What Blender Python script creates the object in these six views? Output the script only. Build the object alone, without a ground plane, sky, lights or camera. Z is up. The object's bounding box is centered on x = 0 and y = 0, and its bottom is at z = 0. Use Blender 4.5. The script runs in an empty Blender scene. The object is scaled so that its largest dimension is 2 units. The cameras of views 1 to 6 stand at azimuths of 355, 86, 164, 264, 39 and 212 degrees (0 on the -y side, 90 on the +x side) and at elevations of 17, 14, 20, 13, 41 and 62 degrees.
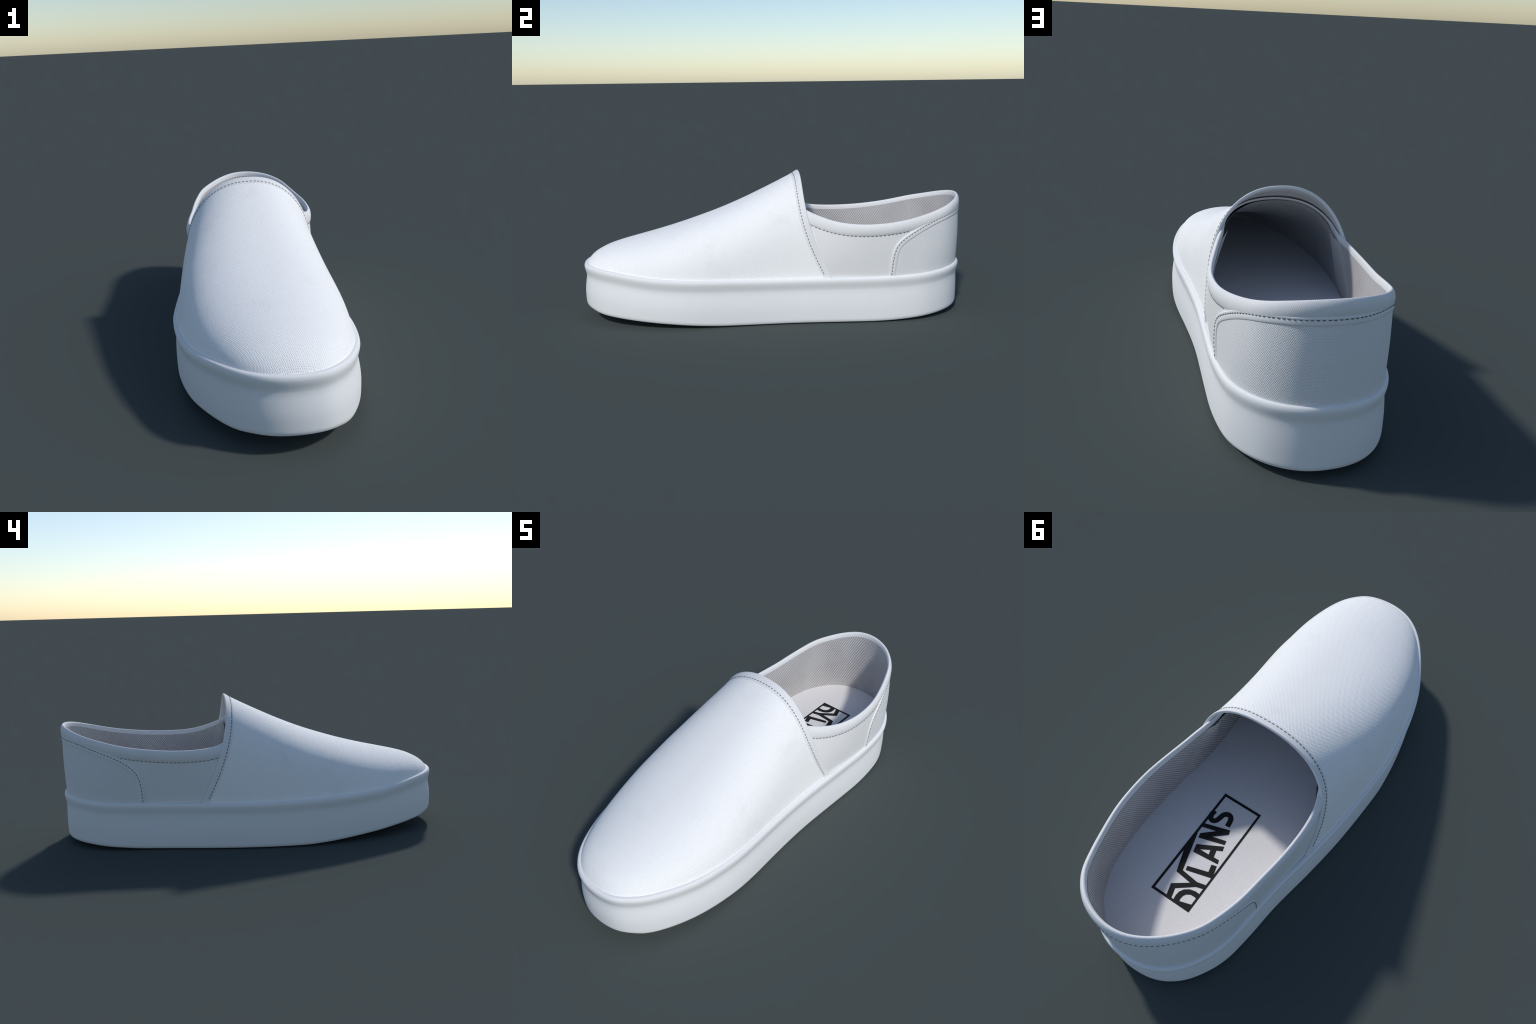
"""A white canvas slip-on shoe, modelled part by part.
Frame: toe at -y, heel at +y, metres, longest side 2.00 m."""
import bpy, math
import numpy as np
from mathutils import Matrix, Vector

# ------------------------------------------------------------------ helpers
def hermite(xs, ys):
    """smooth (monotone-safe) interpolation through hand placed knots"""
    xs = np.asarray(xs, float); ys = np.asarray(ys, float)
    d = np.diff(ys) / np.diff(xs)
    m = np.empty_like(ys); m[0], m[-1] = d[0], d[-1]
    s = d[:-1] * d[1:] > 0
    m[1:-1] = np.where(s, 2 * d[:-1] * d[1:] / np.where(s, d[:-1] + d[1:], 1), 0)
    def f(x):
        x = np.asarray(x, float)
        i = np.clip(np.searchsorted(xs, x) - 1, 0, len(xs) - 2)
        h = xs[i + 1] - xs[i]; t = (x - xs[i]) / h
        inside = (2*t**3 - 3*t*t + 1) * ys[i] + (t**3 - 2*t*t + t) * h * m[i] + (-2*t**3 + 3*t*t) * ys[i+1] + (t**3 - t*t) * h * m[i+1]
        return np.where(t < 0, ys[0] + (x - xs[0]) * m[0], np.where(t > 1, ys[-1] + (x - xs[-1]) * m[-1], inside))
    return f

def resample(P, n, closed=False):
    P = np.asarray(P, float)
    if closed: P = np.vstack([P, P[:1]])
    s = np.r_[0, np.cumsum(np.linalg.norm(np.diff(P, axis=0), axis=1))]
    t = np.linspace(0, s[-1], n, endpoint=not closed)
    return np.stack([np.interp(t, s, P[:, k]) for k in range(P.shape[1])], 1)

def smooth_curve(P, n, sigma, closed=False):
    """dense even curve through control points, rounded by a gaussian of `sigma` metres"""
    P = np.asarray(P, float); m = len(P)
    i = np.arange(m if closed else m - 1); at = (lambda k: P[k % m]) if closed else (lambda k: P[np.clip(k, 0, m - 1)])
    t = np.linspace(0, 1, 16, endpoint=False)[None, :, None]
    a, b, c, d = (at(i + k)[:, None] for k in (-1, 0, 1, 2))
    Q = (.5 * (2*b + (c - a) * t + (2*a - 5*b + 4*c - d) * t**2 + (3*b - a - 3*c + d) * t**3)).reshape(-1, P.shape[1])
    if not closed: Q = np.vstack([Q, P[-1:]])
    Q = resample(Q, n, closed)
    L = np.linalg.norm(np.diff(Q, axis=0), axis=1).mean()
    r = int(4 * sigma / L) + 1
    k = np.exp(-0.5 * (np.arange(-r, r + 1) * L / sigma) ** 2); k /= k.sum()
    if closed:
        pad = np.vstack([Q[-r:], Q, Q[:r]])
    else:
        pad = np.vstack([2 * Q[0] - Q[r:0:-1], Q, 2 * Q[-1] - Q[-2:-r-2:-1]])
    Q = np.stack([np.convolve(pad[:, c], k, 'valid') for c in range(Q.shape[1])], 1)
    return resample(Q, n, closed)

def outward(P, closed):
    """horizontal outward normals of a counter-clockwise ring"""
    t = (np.roll(P, -1, 0) - np.roll(P, 1, 0)) if closed else np.gradient(P, axis=0)
    n = np.stack([t[:, 1], -t[:, 0]], 1)
    return n / np.linalg.norm(n, axis=1)[:, None]

def unit(v):
    return v / np.maximum(np.linalg.norm(v, axis=-1, keepdims=True), 1e-9)

def grid_normals(P, wrap=False):
    if wrap:
        du = np.roll(P, -1, 1) - np.roll(P, 1, 1)
    else:
        du = np.gradient(P, axis=1)
    dv = np.gradient(P, axis=0)
    return unit(np.cross(du, dv))

def add_object(name, verts, faces, mat, parent, normals=None):
    me = bpy.data.meshes.new(name)
    me.from_pydata([tuple(map(float, v)) for v in verts], [], faces)
    me.polygons.foreach_set('use_smooth', np.ones(len(me.polygons), bool))
    me.materials.append(mat); me.update()
    if normals is not None:
        me.normals_split_custom_set_from_vertices([tuple(map(float, n)) for n in normals])
    ob = bpy.data.objects.new(name, me)
    bpy.context.scene.collection.objects.link(ob)
    ob.parent = parent
    return ob

def grid_object(name, P, mat, parent, wrap=False, flip=False, normals=None):
    """P[rows, columns, 3] as a quad sheet"""
    R, C = P.shape[:2]
    i, j = np.meshgrid(np.arange(R - 1), np.arange(C if wrap else C - 1), indexing='ij')
    a = i * C + j; b = i * C + (j + 1) % C
    q = np.stack([a, b, b + C, a + C], -1).reshape(-1, 4)
    if flip: q = q[:, ::-1]
    return add_object(name, P.reshape(-1, 3), q.tolist(), mat, parent, None if normals is None else normals.reshape(-1, 3))

# ---------------------------------------------------------------- materials
class Nodes:
    def __init__(self, name, rough=0.8):
        self.m = bpy.data.materials.new(name); self.m.use_nodes = True
        self.t = self.m.node_tree; self.b = self.t.nodes['Principled BSDF']
        self.b.inputs['Roughness'].default_value = rough
        self.b.inputs['Specular IOR Level'].default_value = 0.4
    def node(self, kind, **kw):
        n = self.t.nodes.new(kind)
        for k, v in kw.items(): setattr(n, k, v)
        return n
    def put(self, sock, v):
        if hasattr(v, 'links') or isinstance(v, bpy.types.NodeSocket): self.t.links.new(v, sock)
        else: sock.default_value = v
    def math(self, op, a, b=None, c=None):
        n = self.node('ShaderNodeMath', operation=op)
        for s, v in zip(n.inputs, (a, b, c)):
            if v is not None: self.put(s, v)
        return n.outputs[0]
    def xyz(self):
        c = self.node('ShaderNodeTexCoord'); s = self.node('ShaderNodeSeparateXYZ')
        self.t.links.new(c.outputs['Object'], s.inputs[0])
        self.coord = c.outputs['Object']
        return s.outputs
    def noise(self, scale, detail=3, rough=0.5):
        n = self.node('ShaderNodeTexNoise'); n.inputs['Scale'].default_value = scale
        n.inputs['Detail'].default_value = detail; n.inputs['Roughness'].default_value = rough
        self.put(n.inputs['Vector'], self.coord); return n.outputs['Fac']
    def remap(self, v, a, b, c, d):
        n = self.node('ShaderNodeMapRange'); n.clamp = True
        for k, x in zip(('Value', 'From Min', 'From Max', 'To Min', 'To Max'), (v, a, b, c, d)): self.put(n.inputs[k], x)
        return n.outputs[0]
    def mix(self, f, a, b):
        n = self.node('ShaderNodeMix', data_type='RGBA')
        self.put(n.inputs[0], f)
        for s, v in ((n.inputs[6], a), (n.inputs[7], b)):
            self.put(s, v if isinstance(v, bpy.types.NodeSocket) else (*v, 1))
        return n.outputs[2]
    def bump(self, h, dist, strength=1.0):
        n = self.node('ShaderNodeBump'); n.invert = dist < 0; n.inputs['Distance'].default_value = abs(dist)
        n.inputs['Strength'].default_value = strength; self.put(n.inputs['Height'], h)
        if self.b.inputs['Normal'].is_linked:
            self.put(n.inputs['Normal'], self.b.inputs['Normal'].links[0].from_socket)
        self.put(self.b.inputs['Normal'], n.outputs[0])
    def color(self, v):
        self.put(self.b.inputs['Base Color'], v if isinstance(v, bpy.types.NodeSocket) else (*v, 1))

WHITE = (0.95, 0.95, 0.945)
SMUDGE = (0.78, 0.78, 0.775)
TAU = 2 * math.pi

# ridge line of the upper: height against y (shared by the mesh and the weave)
RIDGE = [(-.986, .280), (-.975, .303), (-.96, .322), (-.937, .341), (-.9, .361), (-.87, .374), (-.8, .395), (-.709, .417),
         (-.6, .443), (-.489, .473), (-.379, .508), (-.27, .547), (-.16, .593), (-.068, .636), (.023, .681), (.105, .723),
         (.14, .740), (.30, .81)]
ridge_z = hermite(*zip(*RIDGE))

def weave(N, across, along, pitch, depth):
    jig = N.math('MULTIPLY', N.math('SUBTRACT', N.noise(130, 1), 0.5), pitch * 0.5)
    across = N.math('ADD', across, jig)
    a = N.math('SINE', N.math('MULTIPLY', across, TAU / pitch))
    b = N.math('SINE', N.math('MULTIPLY', along, TAU / (pitch * 1.8)))
    pit = N.math('POWER', N.math('MAXIMUM', N.math('MULTIPLY', N.math('MULTIPLY', a, b), -1.0), 0.0), 1.4)
    N.bump(pit, -depth)          # small gaps between the crossing threads, every other crossing
    return pit

def heel_arc(N, x, y):
    """length along the heel ring, 0 at the back seam"""
    dx = N.math('SUBTRACT', x, 0.047); R, y0 = 0.32, 0.64
    dy = N.math('SUBTRACT', y, y0)
    bend = N.math('MULTIPLY', N.math('ARCTAN2', N.math('ABSOLUTE', dx), N.math('MAXIMUM', dy, 0.0)), R)
    run = N.math('MAXIMUM', N.math('MULTIPLY', dy, -1.0), 0.0)
    return N.math('MULTIPLY', N.math('SIGN', dx), N.math('MULTIPLY', N.math('ADD', bend, run), -1.0))

def canvas_vamp():
    N = Nodes('vamp_canvas', 0.8); x, y, z = N.xyz()
    fc = N.node('ShaderNodeFloatCurve'); cv = fc.mapping.curves[0]
    pts = [((yy + 1) / 1.4, zz) for yy, zz in RIDGE]
    cv.points[0].location, cv.points[1].location = pts[0], pts[-1]
    for p in pts[1:-1]: cv.points.new(*p)
    fc.mapping.update()
    N.put(fc.inputs['Value'], N.math('DIVIDE', N.math('ADD', y, 1.0), 1.4))
    drop = N.math('MAXIMUM', N.math('SUBTRACT', fc.outputs[0], z), 0.0)
    dx = N.math('SUBTRACT', x, N.remap(y, -1.0, 0.1, 0.06, 0.0))
    across = N.math('MULTIPLY', N.math('SIGN', dx), N.math('SQRT', N.math('ADD', N.math('MULTIPLY', dx, dx), N.math('MULTIPLY', drop, drop))))
    h = weave(N, across, y, 0.0060, 0.0010)
    grime = N.remap(N.noise(5.0, 4, 0.6), 0.56, 0.78, 0.0, 0.42)
    c = N.mix(grime, WHITE, SMUDGE)
    c = N.mix(N.remap(h, 0.15, 0.9, 0.0, 0.20), c, (0.45, 0.46, 0.48))  # pits tinted grey: shade inside the thread gaps painted into the colour
    N.color(c)
    N.b.inputs['Sheen Weight'].default_value = 0.1
    return N.m

def canvas_heel():
    N = Nodes('heel_canvas', 0.8); x, y, z = N.xyz()
    h = weave(N, heel_arc(N, x, y), z, 0.0055, 0.0014)
    c = N.mix(N.remap(h, 0.15, 0.9, 0.0, 0.5), (0.86, 0.86, 0.865), (0.36, 0.37, 0.39))  # base colour darkened in each pit to draw its shadow, on top of the bump
    N.color(c); return N.m

def cloth(name, col, rib=0.0, fuzz=0.0004):
    """plain woven cloth with fine slanted ribs"""
    N = Nodes(name, 0.8); x, y, z = N.xyz()
    if rib:
        a = N.math('ADD', heel_arc(N, x, y), N.math('MULTIPLY', z, 0.6))
        N.bump(N.math('SINE', N.math('MULTIPLY', a, TAU / 0.0062)), rib)
    N.bump(N.noise(420, 2), fuzz)
    c = N.mix(N.remap(N.noise(4.0, 3), 0.45, 0.75, 0, 0.4), col, tuple(k * 0.94 for k in col))
    N.color(c); return N.m

def rubber():
    N = Nodes('white_rubber', 0.7); N.xyz()
    c = N.mix(N.remap(N.noise(3.0, 3), 0.4, 0.7, 0, 0.5), (0.815, 0.82, 0.825), (0.785, 0.79, 0.795))
    N.color(c); N.bump(N.noise(60, 2), 0.0003); return N.m

def striped_lining():
    N = Nodes('striped_lining', 0.85); x, y, z = N.xyz()
    a = N.math('SUBTRACT', heel_arc(N, x, y), N.math('MULTIPLY', z, 0.6))
    wob = N.math('MULTIPLY', N.noise(9, 2), 0.010)
    s = N.math('SINE', N.math('MULTIPLY', N.math('ADD', a, wob), TAU / 0.0104))
    patch = N.remap(N.noise(6, 3), 0.3, 0.7, 0.0, 1.0)
    light = N.mix(patch, (0.68, 0.675, 0.675), (0.60, 0.585, 0.585))
    dark = N.mix(patch, (0.40, 0.385, 0.385), (0.33, 0.32, 0.325))
    N.color(N.mix(N.remap(s, -0.8, 0.8, 0, 1), dark, light))
    N.bump(s, 0.0008); return N.m

def insole_cloth():
    N = Nodes('insole_cloth', 0.9); N.xyz()
    c = N.mix(N.remap(N.noise(160, 2), 0.35, 0.65, 0, 1), (0.84, 0.83, 0.835), (0.79, 0.78, 0.785))
    N.color(c); N.bump(N.noise(300, 2), 0.0004); return N.m

def flat(name, col, rough=0.8, worn=None):
    N = Nodes(name, rough); N.xyz()
    if worn: N.color(N.mix(N.remap(N.noise(90, 3), 0.62, 0.72, 0, 0.6), col, worn))
    else: N.color(N.mix(N.remap(N.noise(50, 2), 0.4, 0.6, 0, 1), col, tuple(k * 0.9 for k in col)))
    return N.m

M_VAMP = canvas_vamp(); M_HEEL = canvas_heel(); M_RUBBER = rubber(); M_LINING = striped_lining(); M_INSOLE = insole_cloth()
M_HEM = cloth('hem_cloth', (0.785, 0.785, 0.79), 0.0)
M_QUARTER = cloth('quarter_cloth', (0.775, 0.775, 0.77))
M_COLLAR = cloth('collar_cloth', (0.79, 0.79, 0.795), 0.00022)
M_BIND = cloth('binding_cloth', (0.785, 0.785, 0.79), 0.0)
M_INNER = cloth('inner_cloth', (0.70, 0.69, 0.69))
M_THREAD = flat('grey_thread', (0.12, 0.12, 0.125))
M_INK = flat('black_ink', (0.008, 0.008, 0.009), 0.8, (0.03, 0.03, 0.03))
M_OUTSOLE = M_RUBBER

# --------------------------------------------------------------------- root
shoe = bpy.data.objects.new('slip_on_shoe', None)
bpy.context.scene.collection.objects.link(shoe)
shoe['label'] = 'white canvas slip-on shoe with thick rubber sole'
shoe['category'] = 'shoe'

# ------------------------------------------------------------ sole outline
# widest line of the welt, counter-clockwise from the toe tip
WELT = [(.064, -.997), (.121, -.990), (.172, -.972), (.222, -.930), (.260, -.882), (.289, -.825), (.311, -.770), (.335, -.69),
        (.351, -.60), (.360, -.5), (.362, -.42), (.358, -.33), (.348, -.2), (.340, -.05), (.338, .1), (.343, .25), (.350, .42),
        (.353, .57), (.340, .73), (.306, .83), (.255, .908), (.19, .963), (.12, .993), (.047, 1.000), (-.029, .991), (-.098, .961),
        (-.166, .898), (-.228, .781), (-.253, .645), (-.272, .475), (-.312, .264), (-.343, .055), (-.363, -.2), (-.362, -.29),
        (-.355, -.38), (-.337, -.5), (-.307, -.62), (-.270, -.71), (-.222, -.8), (-.172, -.876), (-.122, -.930), (-.062, -.972), (.003, -.993)]
NO = 900
OUT = smooth_curve(WELT, NO, 0.024, True)
OUTN = outward(OUT, True)
def ring(off): return OUT + OUTN * np.asarray(off)[..., None]

joint_z = hermite([-1.0, -.956, -.856, -.726, -.6, -.43, -.26, -.09, .08, .25, .42, .6, .73, .83, .9, 1.0],
                  [.298, .296, .288, .272, .258, .248, .242, .237, .235, .236, .237, .240, .245, .251, .257, .266])
base_z = hermite([-1.0, -.96, -.9, -.8, -.7, -.55, -.37, -.24, -.05, .45, .57, .7, .8, .9, .955, 1.0],
                 [.076, .069, .055, .045, .037, .0240, .0095, .0025, .0, .0, .002, .009, .016, .023, .026, .028])

# -------------------------------------------------------------------- sole
twist = hermite([-1, -.9, -.6, -.35, -.2, 1], [.0, .006, .006, .002, .0, .0])
def base_height(xy):
    t = np.clip(.5 - xy[:, 0] / .36, 0, 1)
    return base_z(xy[:, 1]) + twist(xy[:, 1]) * t * t * (3 - 2 * t)
zj, zb = joint_z(OUT[:, 1]), base_height(OUT)
side = np.where(OUT[:, 0] > .06, 1, 0); side = hermite([-1, -.6, 0, .5, 1], [.002, .003, .000, -.002, -.005])(OUT[:, 1]) * side + hermite([-1, -.6, 0, .5, 1], [.002, -.004, -.003, -.002, -.005])(OUT[:, 1]) * (1 - side)   # how far the wall stands behind the welt
prof_top = [(-.022, -.034), (-.0200, -.014), (-.0175, -.003), (-.013, .0006), (-.0065, -.001), (-.0022, -.006), (0, -.015), (-.0008, -.025), (-.0030, -.035),
            (-.0056, -.045), (-.0074, -.054), (-.0082, -.063)]
rows = [(np.full(NO, o), zj + h) for o, h in prof_top]
shelf = np.clip((.66 - OUT[:, 1]) / .12, 0, 1)                  # the welt's hidden inner ledge is wider at the waist
for k, (o, h) in enumerate(((-.040, -.034), (-.036, -.008), (-.024, -.0015))):
    rows[k] = (rows[k][0] * (1 - shelf) + o * shelf, rows[k][1] * (1 - shelf) + (zj + h) * shelf)
for f, m in ((.90, .12), (.76, .50), (.58, .90), (.40, 1.08)):           # wall comes gently out of the crease under the welt
    top, bot = zj - .063, zb
    rows.append((-.0082 + (side + .0082) * m, bot + (top - bot) * f))
for h, o in ((.024, .0000), (.013, -.002), (.006, -.005), (.0022, -.010), (.0005, -.018), (.0, -.035)):
    rows.append((side + o, zb + h))
P = np.stack([np.concatenate([ring(o), z[:, None]], 1) for o, z in rows])
cut_welt, cut_wall = 11, len(rows) - 1
# underside: rings drawn in towards the middle line
mid_x = hermite([-1, -.6, 0, .5, 1], [.05, .02, 0., .04, .05])
rim = P[-1]
cy = np.clip(rim[:, 1], -.62, .66); centre = np.stack([mid_x(cy), cy], 1)
for f in (.8, .55, .28, 0.):
    xy = centre + (rim[:, :2] - centre) * f
    P = np.concatenate([P, np.concatenate([xy, base_height(xy)[:, None]], 1)[None]])
def refine(P, k):
    """more rows along a rounded (Catmull-Rom) profile"""
    R = len(P); t = np.linspace(0, R - 1, (R - 1) * k + 1); i = np.minimum(t.astype(int), R - 2); u = (t - i)[:, None, None]
    p0, p1, p2, p3 = P[np.maximum(i - 1, 0)], P[i], P[i + 1], P[np.minimum(i + 2, R - 1)]
    return .5 * (2 * p1 + (p2 - p0) * u + (2*p0 - 5*p1 + 4*p2 - p3) * u**2 + (3*p1 - p0 - 3*p2 + p3) * u**3)
K = 3
P = refine(P, K)
P[:, :, 2] = np.maximum(P[:, :, 2], 0)
NRM = -grid_normals(P, True)
if NRM[len(P) // 3, 0, 1] > 0: NRM = -NRM
for name, a, b in (('welt', 0, cut_welt * K), ('sidewall', cut_welt * K, cut_wall * K), ('outsole', cut_wall * K, len(P) - 1)):
    grid_object(name, P[a:b+1], M_RUBBER, shoe, True, True, NRM[a:b+1])

# -------------------------------------------------------------------- vamp
E = ring(-np.where(OUT[:, 0] < .06, hermite([-1, -.9, -.6, -.2, .1, .4, 1], [.017, .014, .011, .011, .014, .018, .018])(OUT[:, 1]), .017))   # foot of the vamp, behind the welt
tip = int(np.argmin(E[:, 1])); E = np.roll(E, -tip, 0)
half = int(np.argmax(E[:, 1]))
right_x = lambda y: np.interp(y, E[:half, 1], E[:half, 0])
left_x = lambda y: np.interp(y, E[half:, 1][::-1], E[half:, 0][::-1])
Y0 = float(E[0, 1]); TIPX = float(E[0, 0])
ridge_x = hermite([-1, -.8, -.4, .0, .3], [TIPX, .040, .022, .010, .008])
power_r = hermite([-1, -.7, -.4, -.1, .15, .3], [1.95, 2.02, 2.3, 2.42, 2.33, 2.3])
power_l = hermite([-1, -.7, -.4, -.1, .15, .3], [1.95, 2.02, 2.3, 2.36, 2.25, 2.25])

flank_r = hermite([-1, -.8, -.6, -.2, .1, .3], [.0, .008, .012, .018, .035, .03])
flank_l = hermite([-1, -.8, -.6, -.2, .1, .3], [.0, .03, .045, .045, .025, .015])

def upper(y, th):
    """outer skin of the vamp; th 0 = +x foot edge, pi/2 = ridge, pi = -x foot edge"""
    y = np.broadcast_to(y, np.broadcast(y, th).shape).astype(float); th = np.broadcast_to(th, y.shape)
    c, s = np.cos(th), np.sin(th)
    xr = ridge_x(y); R = c >= 0
    w = np.where(R, right_x(y) - xr, xr - left_x(y)); w = np.maximum(w, 1e-4)
    n = np.where(R, power_r(y), power_l(y))
    ze = joint_z(y) - .010
    h = np.maximum(ridge_z(y) - ze, .001)
    zn = np.abs(s) ** (2 / n)
    lean = 1 - np.where(R, flank_r(y), flank_l(y)) * 6.75 * zn * (1 - zn) ** 2              # sides slope in just above the welt
    return np.stack([xr + np.sign(c) * w * np.abs(c) ** (2 / n) * lean, y, ze + h * zn], -1)

def upper_n(y, th):
    e = 1e-3
    tt = np.clip(th, .02, math.pi - .02)
    yy = np.maximum(y, Y0 + .004)
    return unit(np.cross(upper(yy, tt + e) - upper(yy, tt - e), upper(yy - e, tt) - upper(yy + e, tt)))

def rear_edge(th):
    """y of the vamp's rear edge: upright at the top, sweeping back to the welt"""
    s = np.abs(np.sin(th)) ** .88
    left = np.cos(th) < 0
    return .140 + np.where(left, .155, .140) * (1 - s) ** np.where(left, 1.9, 2.2)

NT = 260
q = np.linspace(-1, 1, NT); TH = math.pi / 2 + math.pi / 2 * (0.72 * q + 0.28 * q ** 3)
def skin(d, off):
    """point at distance d in front of the rear edge, lifted by off"""
    y = rear_edge(TH) - d
    return upper(y, TH) + upper_n(y, TH) * off

u = np.linspace(0, 1, 240)
f = 1 - np.cos(np.pi / 2 * u); f = .5 * f + .5 * u ** 1.6
ye = rear_edge(TH) - .034
Yg = Y0 + .0006 + (ye - Y0 - .0006)[None, :] * f[:, None]
V = upper(Yg, np.broadcast_to(TH, Yg.shape))
vamp = grid_object('vamp', V, M_VAMP, shoe, flip=True)

hem_prof = [(.044, -.004), (.0415, -.0007), (.039, .0010), (.036, .0014), (.0315, .0012), (.029, .0007), (.0265, .0012), (.021, .0022), (.013, .0036), (.004, .0042),
            (.0006, .0030), (.0, -.0010), (.0016, -.0065), (.006, -.0085), (.014, -.0092), (.034, -.0095), (.06, -.0095)]
H = refine(np.stack([skin(d, o) for d, o in hem_prof]), 2)
hem = grid_object('vamp_hem', H, M_HEM, vamp, flip=True)
I = np.stack([skin(d, -.0102) for d in np.linspace(.05, .40, 24)])
grid_object('vamp_backing', I, M_INNER, vamp, flip=True)

# toe lining: a second skin inside the vamp with its own rounded mouth
def mouth(th):
    s = np.abs(np.sin(th)) ** .88
    return .050 + .10 * np.minimum(1, 2.2 * (1 - s))
yy = np.linspace(0, 1, 60)[:, None]
Yi = (mouth(TH) - .028)[None] * (1 - yy) + (Y0 + .05) * yy
TI = upper(Yi, np.broadcast_to(TH, Yi.shape)) + upper_n(Yi, np.broadcast_to(TH, Yi.shape)) * -((.018 + .010 * np.cos(TH) ** 2)[None] + (.010 * np.sin(TH) ** 2)[None] * np.clip(1 - yy * 5, 0, 1))[..., None]
toe_lining = grid_object('toe_lining', TI, M_LINING, shoe)

# ----------------------------------------------------------------- quarter
# crest of the collar from the +x side round the heel to the -x side
CREST = [(.238, .122, .590), (.260, .165, .565), (.277, .212, .546), (.299, .277, .525), (.320, .351, .512), (.335, .433, .508), (.339, .518, .510),
         (.333, .606, .518), (.313, .698, .532), (.283, .794, .554), (.245, .875, .579), (.182, .937, .602), (.114, .969, .614), (.045, .980, .618),
         (-.022, .969, .614), (-.087, .933, .601), (-.148, .875, .582), (-.200, .794, .561), (-.236, .667, .531), (-.253, .542, .513),
         (-.269, .418, .504), (-.276, .293, .505), (-.270, .205, .517), (-.253, .145, .540), (-.237, .11, .562)]
# and on under the vamp, as an arch from the -x side back to the +x side
ARCH = [(-.213, .088, .590), (-.172, .070, .625), (-.122, .057, .650), (-.062, .048, .665), (.01, .045, .671), (.08, .048, .667),
        (.14, .058, .655), (.184, .076, .634), (.216, .098, .610)]
NS = 700
def two_sided(curve, apex, n):
    """resample so that the middle column is the heel apex"""
    a = resample(curve[:apex + 1], n // 2 + 1); b = resample(curve[apex:], n - n // 2)
    return np.vstack([a, b[1:]])
LOOP = smooth_curve(CREST + ARCH, 1400, .018, True)
C3 = smooth_curve(CREST, 900, .018)
CR = two_sided(C3, int(np.argmax(C3[:, 1])), NS)
foot = ring(hermite([-1, .30, .48, 1], [-.024, -.024, -.017, -.017])(OUT[:, 1])); foot = np.roll(foot, -tip, 0)
k0 = int(np.argmin(np.abs(foot[:half, 1] - .08))); k1 = half + int(np.argmin(np.abs(foot[half:, 1] - .08)))
F2 = foot[k0:k1 + 1]
FT = two_sided(F2, int(np.argmax(F2[:, 1])), NS); NS = len(CR)
CN = outward(CR[:, :2], False)
FN = outward(FT, False)
ZF = joint_z(FT[:, 1]) - .02
ZC = CR[:, 2]
SIGMA = np.r_[0, np.cumsum(np.linalg.norm(np.diff(.5 * (CR[:, :2] + FT), axis=0), axis=1))]
belly = hermite([-.3, -.15, .05, .2, .35], [.001, .001, .0, .003, .004])(CR[:, 0])
belly = belly + .003 * np.clip((CR[:, 1] - .70) / .18, 0, 1)
belly = belly + np.where(CR[:, 0] > .1, .007, .0) * np.clip((.48 - CR[:, 1]) / .22, 0, 1)
tuck = np.clip((CR[:, 1] - .13) / .09, 0, 1); tuck = .35 + .65 * tuck * tuck * (3 - 2 * tuck)   # collar gets thinner under the vamp

def wall(idx, z, off=0.0, tucked=1.0):
    """point of the quarter's outer wall at column idx (float) and height z"""
    idx, z = np.broadcast_arrays(np.asarray(idx, float), np.asarray(z, float))
    g = lambda A: np.interp(idx, np.arange(NS), A)
    zf, zc = g(ZF), g(ZC) - .03
    h = np.clip((z - zf) / (zc - zf), -.2, 1.25); hh = np.clip(h, 0, 1)
    nx = g(CN[:, 0]) * hh + g(FN[:, 0]) * (1 - hh); ny = g(CN[:, 1]) * hh + g(FN[:, 1]) * (1 - hh)
    o = off + g(belly) * np.sin(np.pi * hh) + .006 * g(tuck) * hh
    y = g(FT[:, 1]) * (1 - h) + g(CR[:, 1]) * h
    zn = np.clip((z - .23) / .51, 0, 1)                           # tuck the part that runs under the vamp
    edge = .140 + np.where(g(CR[:, 0]) < 0, .155, .140) * (1 - zn) ** 2
    under = np.clip((edge + .012 - y) / .05, 0, 1)
    o = o - .008 * tucked * under * under * (3 - 2 * under)
    x = g(FT[:, 0]) * (1 - h) + g(CR[:, 0]) * h + nx * o
    y = y + ny * o
    return np.stack([x, y, z], -1)

cols = np.arange(NS, dtype=float)
Q = np.stack([wall(cols, ZF - .01 + (ZC - .058 - ZF + .01) * t) for t in np.linspace(0, 1, 40)])
quarter = grid_object('quarter', Q, M_QUARTER, shoe, flip=False)
# collar: a soft roll swept along the whole rim; under the vamp it thins and lies over on its side
collar_prof = [(.066, -.003), (.0605, -.0005), (.055, .0028), (.046, .0058), (.035, .0074), (.024, .0072), (.013, .0046), (.0045, .0000), (0., -.0055),
               (.002, -.0105), (.008, -.0138), (.018, -.0152), (.028, -.0156), (.036, -.0145)]
front = np.clip((.20 - LOOP[:, 1]) / .12, 0, 1); front = front * front * (3 - 2 * front)
lo = outward(LOOP[:, :2], True)
def nearest_column(p):
    a, b = CR[:-1], CR[1:] - CR[:-1]
    t = np.clip(np.sum((p - a) * b, 1) / np.sum(b * b, 1), 0, 1)
    i = int(np.argmin(np.linalg.norm(a + b * t[:, None] - p, axis=1)))
    return i + t[i]
k_near = np.array([nearest_column(p) for p in LOOP])
rear_o = np.concatenate([lo, np.zeros((len(lo), 1))], 1)
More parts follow.
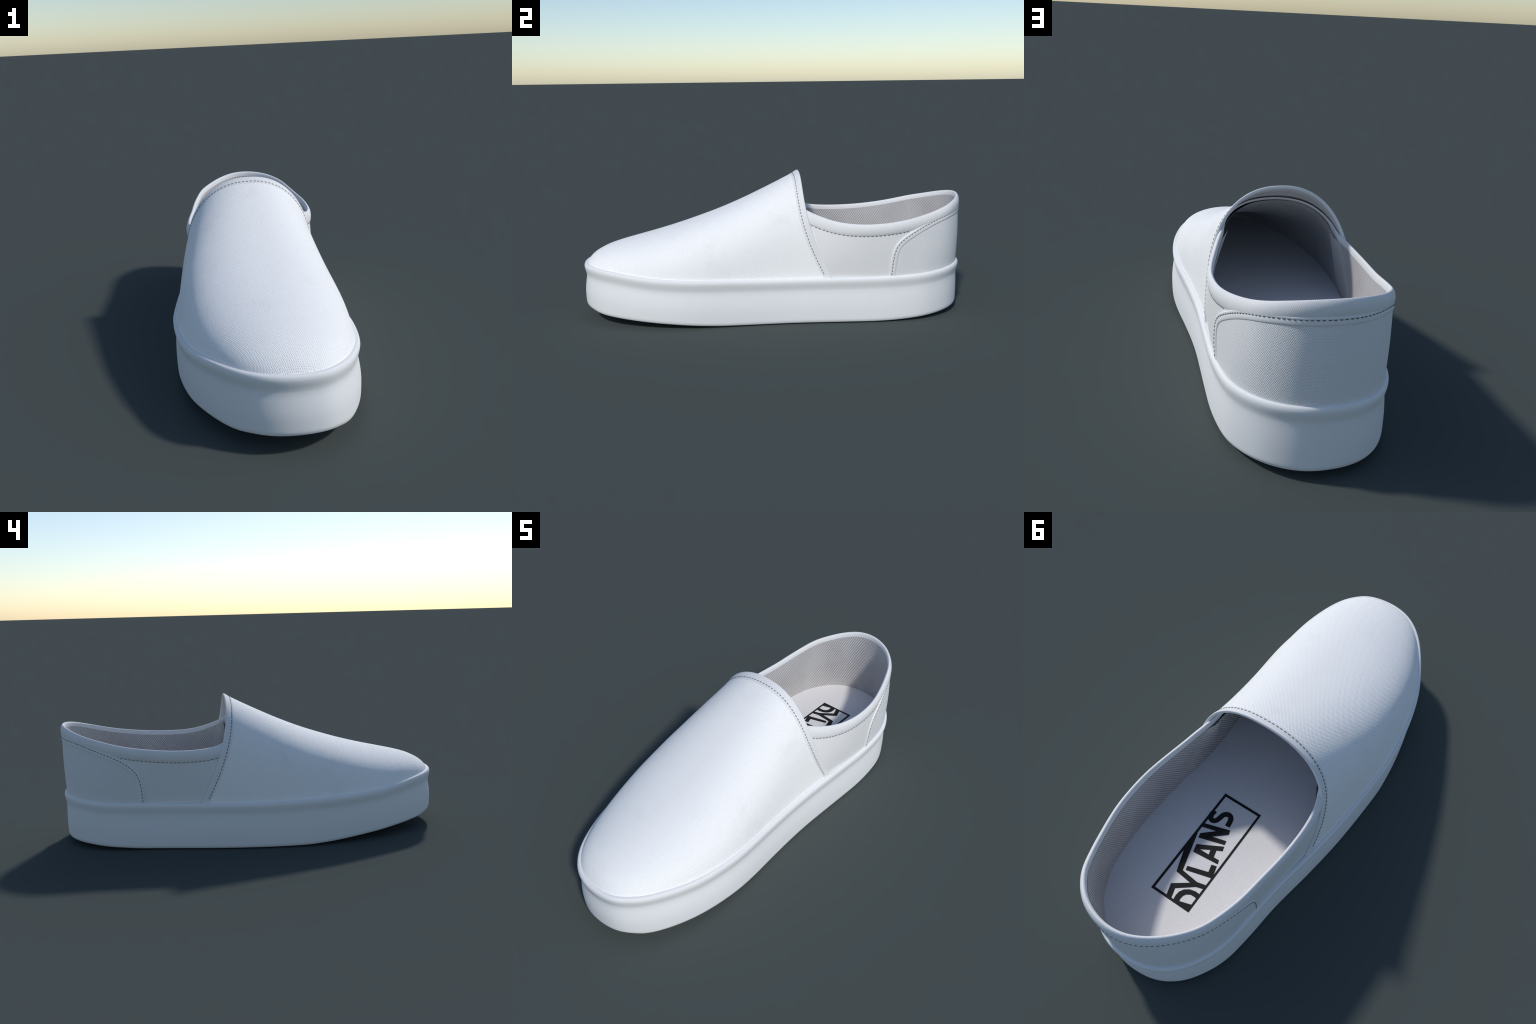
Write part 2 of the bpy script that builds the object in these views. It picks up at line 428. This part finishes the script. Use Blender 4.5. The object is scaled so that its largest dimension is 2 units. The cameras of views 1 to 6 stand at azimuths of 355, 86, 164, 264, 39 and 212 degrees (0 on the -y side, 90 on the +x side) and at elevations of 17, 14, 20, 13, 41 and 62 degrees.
arch_o = unit(np.stack([LOOP[:, 0] * 2.2, np.full(len(LOOP), -.30), np.full(len(LOOP), .75)], 1))
arch_d = unit(np.stack([LOOP[:, 0] * .25, np.full(len(LOOP), -.9), np.full(len(LOOP), -.42)], 1))
O = unit(rear_o * (1 - front)[:, None] + arch_o * front[:, None])
D = unit(np.array([0, 0, -1.]) * (1 - front)[:, None] + arch_d * front[:, None])
thin = (1 - front) + .45 * front
lean = []
for d, o in collar_prof:
    w = wall(k_near, LOOP[:, 2] - d, o)                 # follows the wall at the back
    a = LOOP + D * d + O * ((o + .004) * thin)[:, None]               # free sweep at the front
    lean.append(w * (1 - front)[:, None] + a * front[:, None])
collar = grid_object('collar', refine(np.stack(lean), 3), M_COLLAR, quarter, True, flip=False)
# inside lining of the heel
LN = np.stack([wall(cols, (ZC - .024) * (1 - t) + .215 * t, -.0168 + .005 * t) for t in np.linspace(0, 1, 30)])
grid_object('lining', LN, M_LINING, shoe, flip=False)

# ------------------------------------------------------------------ insole
ins = ring(np.full(NO, -.022))
iz = hermite([-1, -.85, -.6, -.3, .0, .2, .4, .6, .9, 1], [.293, .286, .264, .248, .2430, .2425, .2455, .2485, .252, .253])
cy = np.clip(ins[:, 1], -.66, .70); cen = np.stack([mid_x(cy), cy], 1)
IN = np.stack([np.concatenate([cen + (ins - cen) * f, iz((cen + (ins - cen) * f)[:, 1])[:, None] - (.004 * (f > .99))], 1) for f in (1., .985, *np.linspace(.96, 0, 33))])
insole = grid_object('insole', IN, M_INSOLE, shoe, True, False)

# printed mark: letters in a frame; text runs towards the toe, its top towards +x
MARK_Y, MARK_X, MARK_Z = .733, -.048, .0006
S_SPINE = [(398, 166), (378, 169), (362, 163), (357, 149), (365, 137), (382, 132), (401, 128), (412, 118), (414, 103), (405, 92), (387, 87), (369, 85)]
sp = smooth_curve(S_SPINE, 60, 5.0); sn = outward(sp, False) * 10.5
GLYPHS = {
    'frame': [[(0, 0), (486, 0), (486, 178), (0, 178)], [(10, 9), (10, 168), (475, 168), (475, 9)]],
    'D': [[(5, 78), (27, 81), (45, 79), (62, 69), (75, 51), (81, 27), (80, 3), (5, 3)], [(16, 56), (28, 58), (41, 56), (52, 49), (60, 35), (61, 18), (58, 6), (31, 6)]],
    'Y': [[(5, 110), (55, 125), (97, 65), (105, 137), (203, 172), (290, 172), (279, 166), (122, 120), (114, 44), (124, 4), (106, 4), (96, 37), (48, 100), (5, 87)]],
    'L': [[(146, 116), (171, 33), (202, 41), (208, 20), (158, 5), (129, 111)]],
    'A': [[(239, 141), (291, 44), (272, 38), (261, 60), (232, 52), (233, 28), (217, 22), (206, 133)], [(229, 118), (250, 81), (230, 75)]],
    'N': [[(329, 171), (361, 65), (342, 59), (299, 110), (315, 51), (298, 47), (266, 152), (285, 157), (328, 109), (312, 168)]],
    'S': [list(map(tuple, np.vstack([sp + sn, (sp - sn)[::-1]])))],
}
for k, (g, loops) in enumerate(GLYPHS.items()):
    cu = bpy.data.curves.new('outline', 'CURVE'); cu.dimensions = '2D'; cu.fill_mode = 'BOTH'; cu.extrude = .0006
    for lp in loops:
        if g == 'frame':                                     # cut the long sides so that they can follow the insole
            lp = [tuple(np.array(a) + (np.array(b) - a) * t) for a, b in zip(lp, lp[1:] + lp[:1]) for t in np.arange(0, 1, 1 / 24)]
        s = cu.splines.new('POLY'); s.points.add(len(lp) - 1); s.use_cyclic_u = True
        for p, (a, b) in zip(s.points, lp): p.co = (MARK_X + b / 1000, MARK_Y - a / 1000, 0, 1)
    tmp = bpy.data.objects.new('outline', cu); bpy.context.scene.collection.objects.link(tmp)
    me = bpy.data.meshes.new_from_object(tmp.evaluated_get(bpy.context.evaluated_depsgraph_get()))
    bpy.data.objects.remove(tmp); bpy.data.curves.remove(cu)
    me.name = 'printed_frame' if g == 'frame' else 'printed_letter'
    me.materials.clear(); me.materials.append(M_INK)
    for v in me.vertices: v.co.z += float(iz(v.co.y))
    ob = bpy.data.objects.new(me.name, me); ob.location.z = MARK_Z + k * .00005
    bpy.context.scene.collection.objects.link(ob); ob.parent = insole

# ------------------------------------------------------------ heel counter
# its upper border as (y, height) on each side, joined over the heel
apex = NS // 2
def column_at(y, right):
    c = np.arange(0, apex + 1) if right else np.arange(apex, NS)
    yy = .5 * (CR[c, 1] + FT[c, 1])
    return np.interp(y, yy, c) if right else np.interp(-y, -yy, c)
R_SIDE = [(.570, .225), (.572, .30), (.577, .350), (.590, .395), (.624, .433), (.690, .472), (.765, .507), (.85, .536), (.93, .556)]
L_SIDE = [(.930, .556), (.865, .541), (.785, .514), (.700, .480), (.632, .440), (.592, .397), (.576, .350), (.571, .30), (.569, .225)]
pts = [(np.interp(column_at(y, True), cols, SIGMA), z) for y, z in R_SIDE] + [(SIGMA[apex], .566)] + [(np.interp(column_at(y, False), cols, SIGMA), z) for y, z in L_SIDE]
BORDER = smooth_curve(pts, 420, .016)
bt = np.gradient(BORDER, axis=0); bn = unit(np.stack([bt[:, 1], -bt[:, 0]], 1))
if bn[len(bn) // 2, 1] > 0: bn = -bn                       # points down / into the patch
def on_wall(sz, off):
    return wall(np.interp(sz[..., 0], SIGMA, cols), sz[..., 1], off)
inner = BORDER + bn * .026
base = np.stack([np.linspace(inner[0, 0], inner[-1, 0], len(inner)), np.full(len(inner), .215)], 1)
inner[:, 1] = np.maximum(inner[:, 1], .215)
CT = np.stack([on_wall(base + (inner - base) * t, .0026 + .001 * math.sin(math.pi * t)) for t in np.linspace(0, 1, 50)])
counter = grid_object('heel_counter', CT, M_HEEL, shoe, flip=False)
bind_prof = [(-.001, -.004), (-.0007, .001), (.0005, .0048), (.003, .0062), (.0070, .0062), (.0100, .0052), (.0130, .0058), (.018, .0062), (.024, .0058), (.0285, .0044), (.0305, .002), (.031, -.001)]
BD = np.stack([on_wall(BORDER + bn * d, o) for d, o in bind_prof])
grid_object('binding', refine(BD, 2), M_BIND, counter, flip=True)

# ---------------------------------------------------------------- stitches
bpy.ops.mesh.primitive_uv_sphere_add(segments=10, ring_count=8, radius=1)
seed_ob = bpy.context.object; thread_mesh = seed_ob.data
for v in thread_mesh.vertices:                               # capsule along x
    x, y, z = v.co.zxy
    v.co = (math.copysign(min(1, abs(x) ** .6), x) * .0056 * (1 if abs(x) > 1e-6 else 0), y * .0018, z * .0018)
thread_mesh.polygons.foreach_set('use_smooth', np.ones(len(thread_mesh.polygons), bool))
for lay in list(thread_mesh.uv_layers): thread_mesh.uv_layers.remove(lay)
thread_mesh.name = 'stitch'; thread_mesh.materials.append(M_THREAD)
bpy.data.objects.remove(seed_ob)
rng = np.random.default_rng(7)
def sew(path, normals, pitch, parent, thick=1.0):
    s = np.r_[0, np.cumsum(np.linalg.norm(np.diff(path, axis=0), axis=1))]
    for d in np.arange(pitch * .5, s[-1] - pitch * .3, pitch):
        d += rng.normal(0, .0006)
        p = np.array([np.interp(d, s, path[:, k]) for k in range(3)])
        a = np.array([np.interp(d - .004, s, path[:, k]) for k in range(3)]); b = np.array([np.interp(d + .004, s, path[:, k]) for k in range(3)])
        n = np.array([np.interp(d, s, normals[:, k]) for k in range(3)])
        x = Vector(b - a).normalized(); z = Vector(n); z = (z - x * z.dot(x)).normalized(); y = z.cross(x)
        M = Matrix((x, y, z)).transposed().to_4x4(); M.translation = Vector(p) + z * .0006
        k = pitch / .0175 * rng.uniform(.93, 1.07)
        ob = bpy.data.objects.new('stitch', thread_mesh)
        bpy.context.scene.collection.objects.link(ob); ob.parent = parent
        ob.matrix_world = M @ Matrix.Diagonal((k, thick, thick, 1))

th = np.linspace(.03, math.pi - .03, 1200)
y = rear_edge(th) - .029
pth = upper(y, th) + upper_n(y, th) * .0008
ok = pth[:, 2] > joint_z(pth[:, 1]) + .003
sew(pth[ok], upper_n(y, th)[ok], .0172, vamp)

def wall_n(sz):
    e = .003
    a = on_wall(sz + [e, 0], 0) - on_wall(sz - [e, 0], 0); b = on_wall(sz + [0, e], 0) - on_wall(sz - [0, e], 0)
    n = unit(np.cross(a, b)); c = np.array([.04, .55])
    s = np.sign(np.sum(n[:, :2] * (on_wall(sz, 0)[:, :2] - c), 1)); return n * s[:, None]
sz = BORDER + bn * .0100
pc = on_wall(sz, .0053); ok = pc[:, 2] > joint_z(pc[:, 1]) + .002
sew(pc[ok], wall_n(sz)[ok], .0172, counter)

sz = np.stack([SIGMA, ZC - .0600], 1)
pq = on_wall(sz, .0006); nq = wall_n(sz)
top_edge = np.interp(SIGMA, BORDER[:, 0], BORDER[:, 1], left=0, right=0)
for sel in (cols < apex, cols > apex):
    ok = sel & (sz[:, 1] > top_edge + .004) & (pq[:, 1] > .155)
    sew(pq[ok], nq[ok], .0205, quarter, .75)
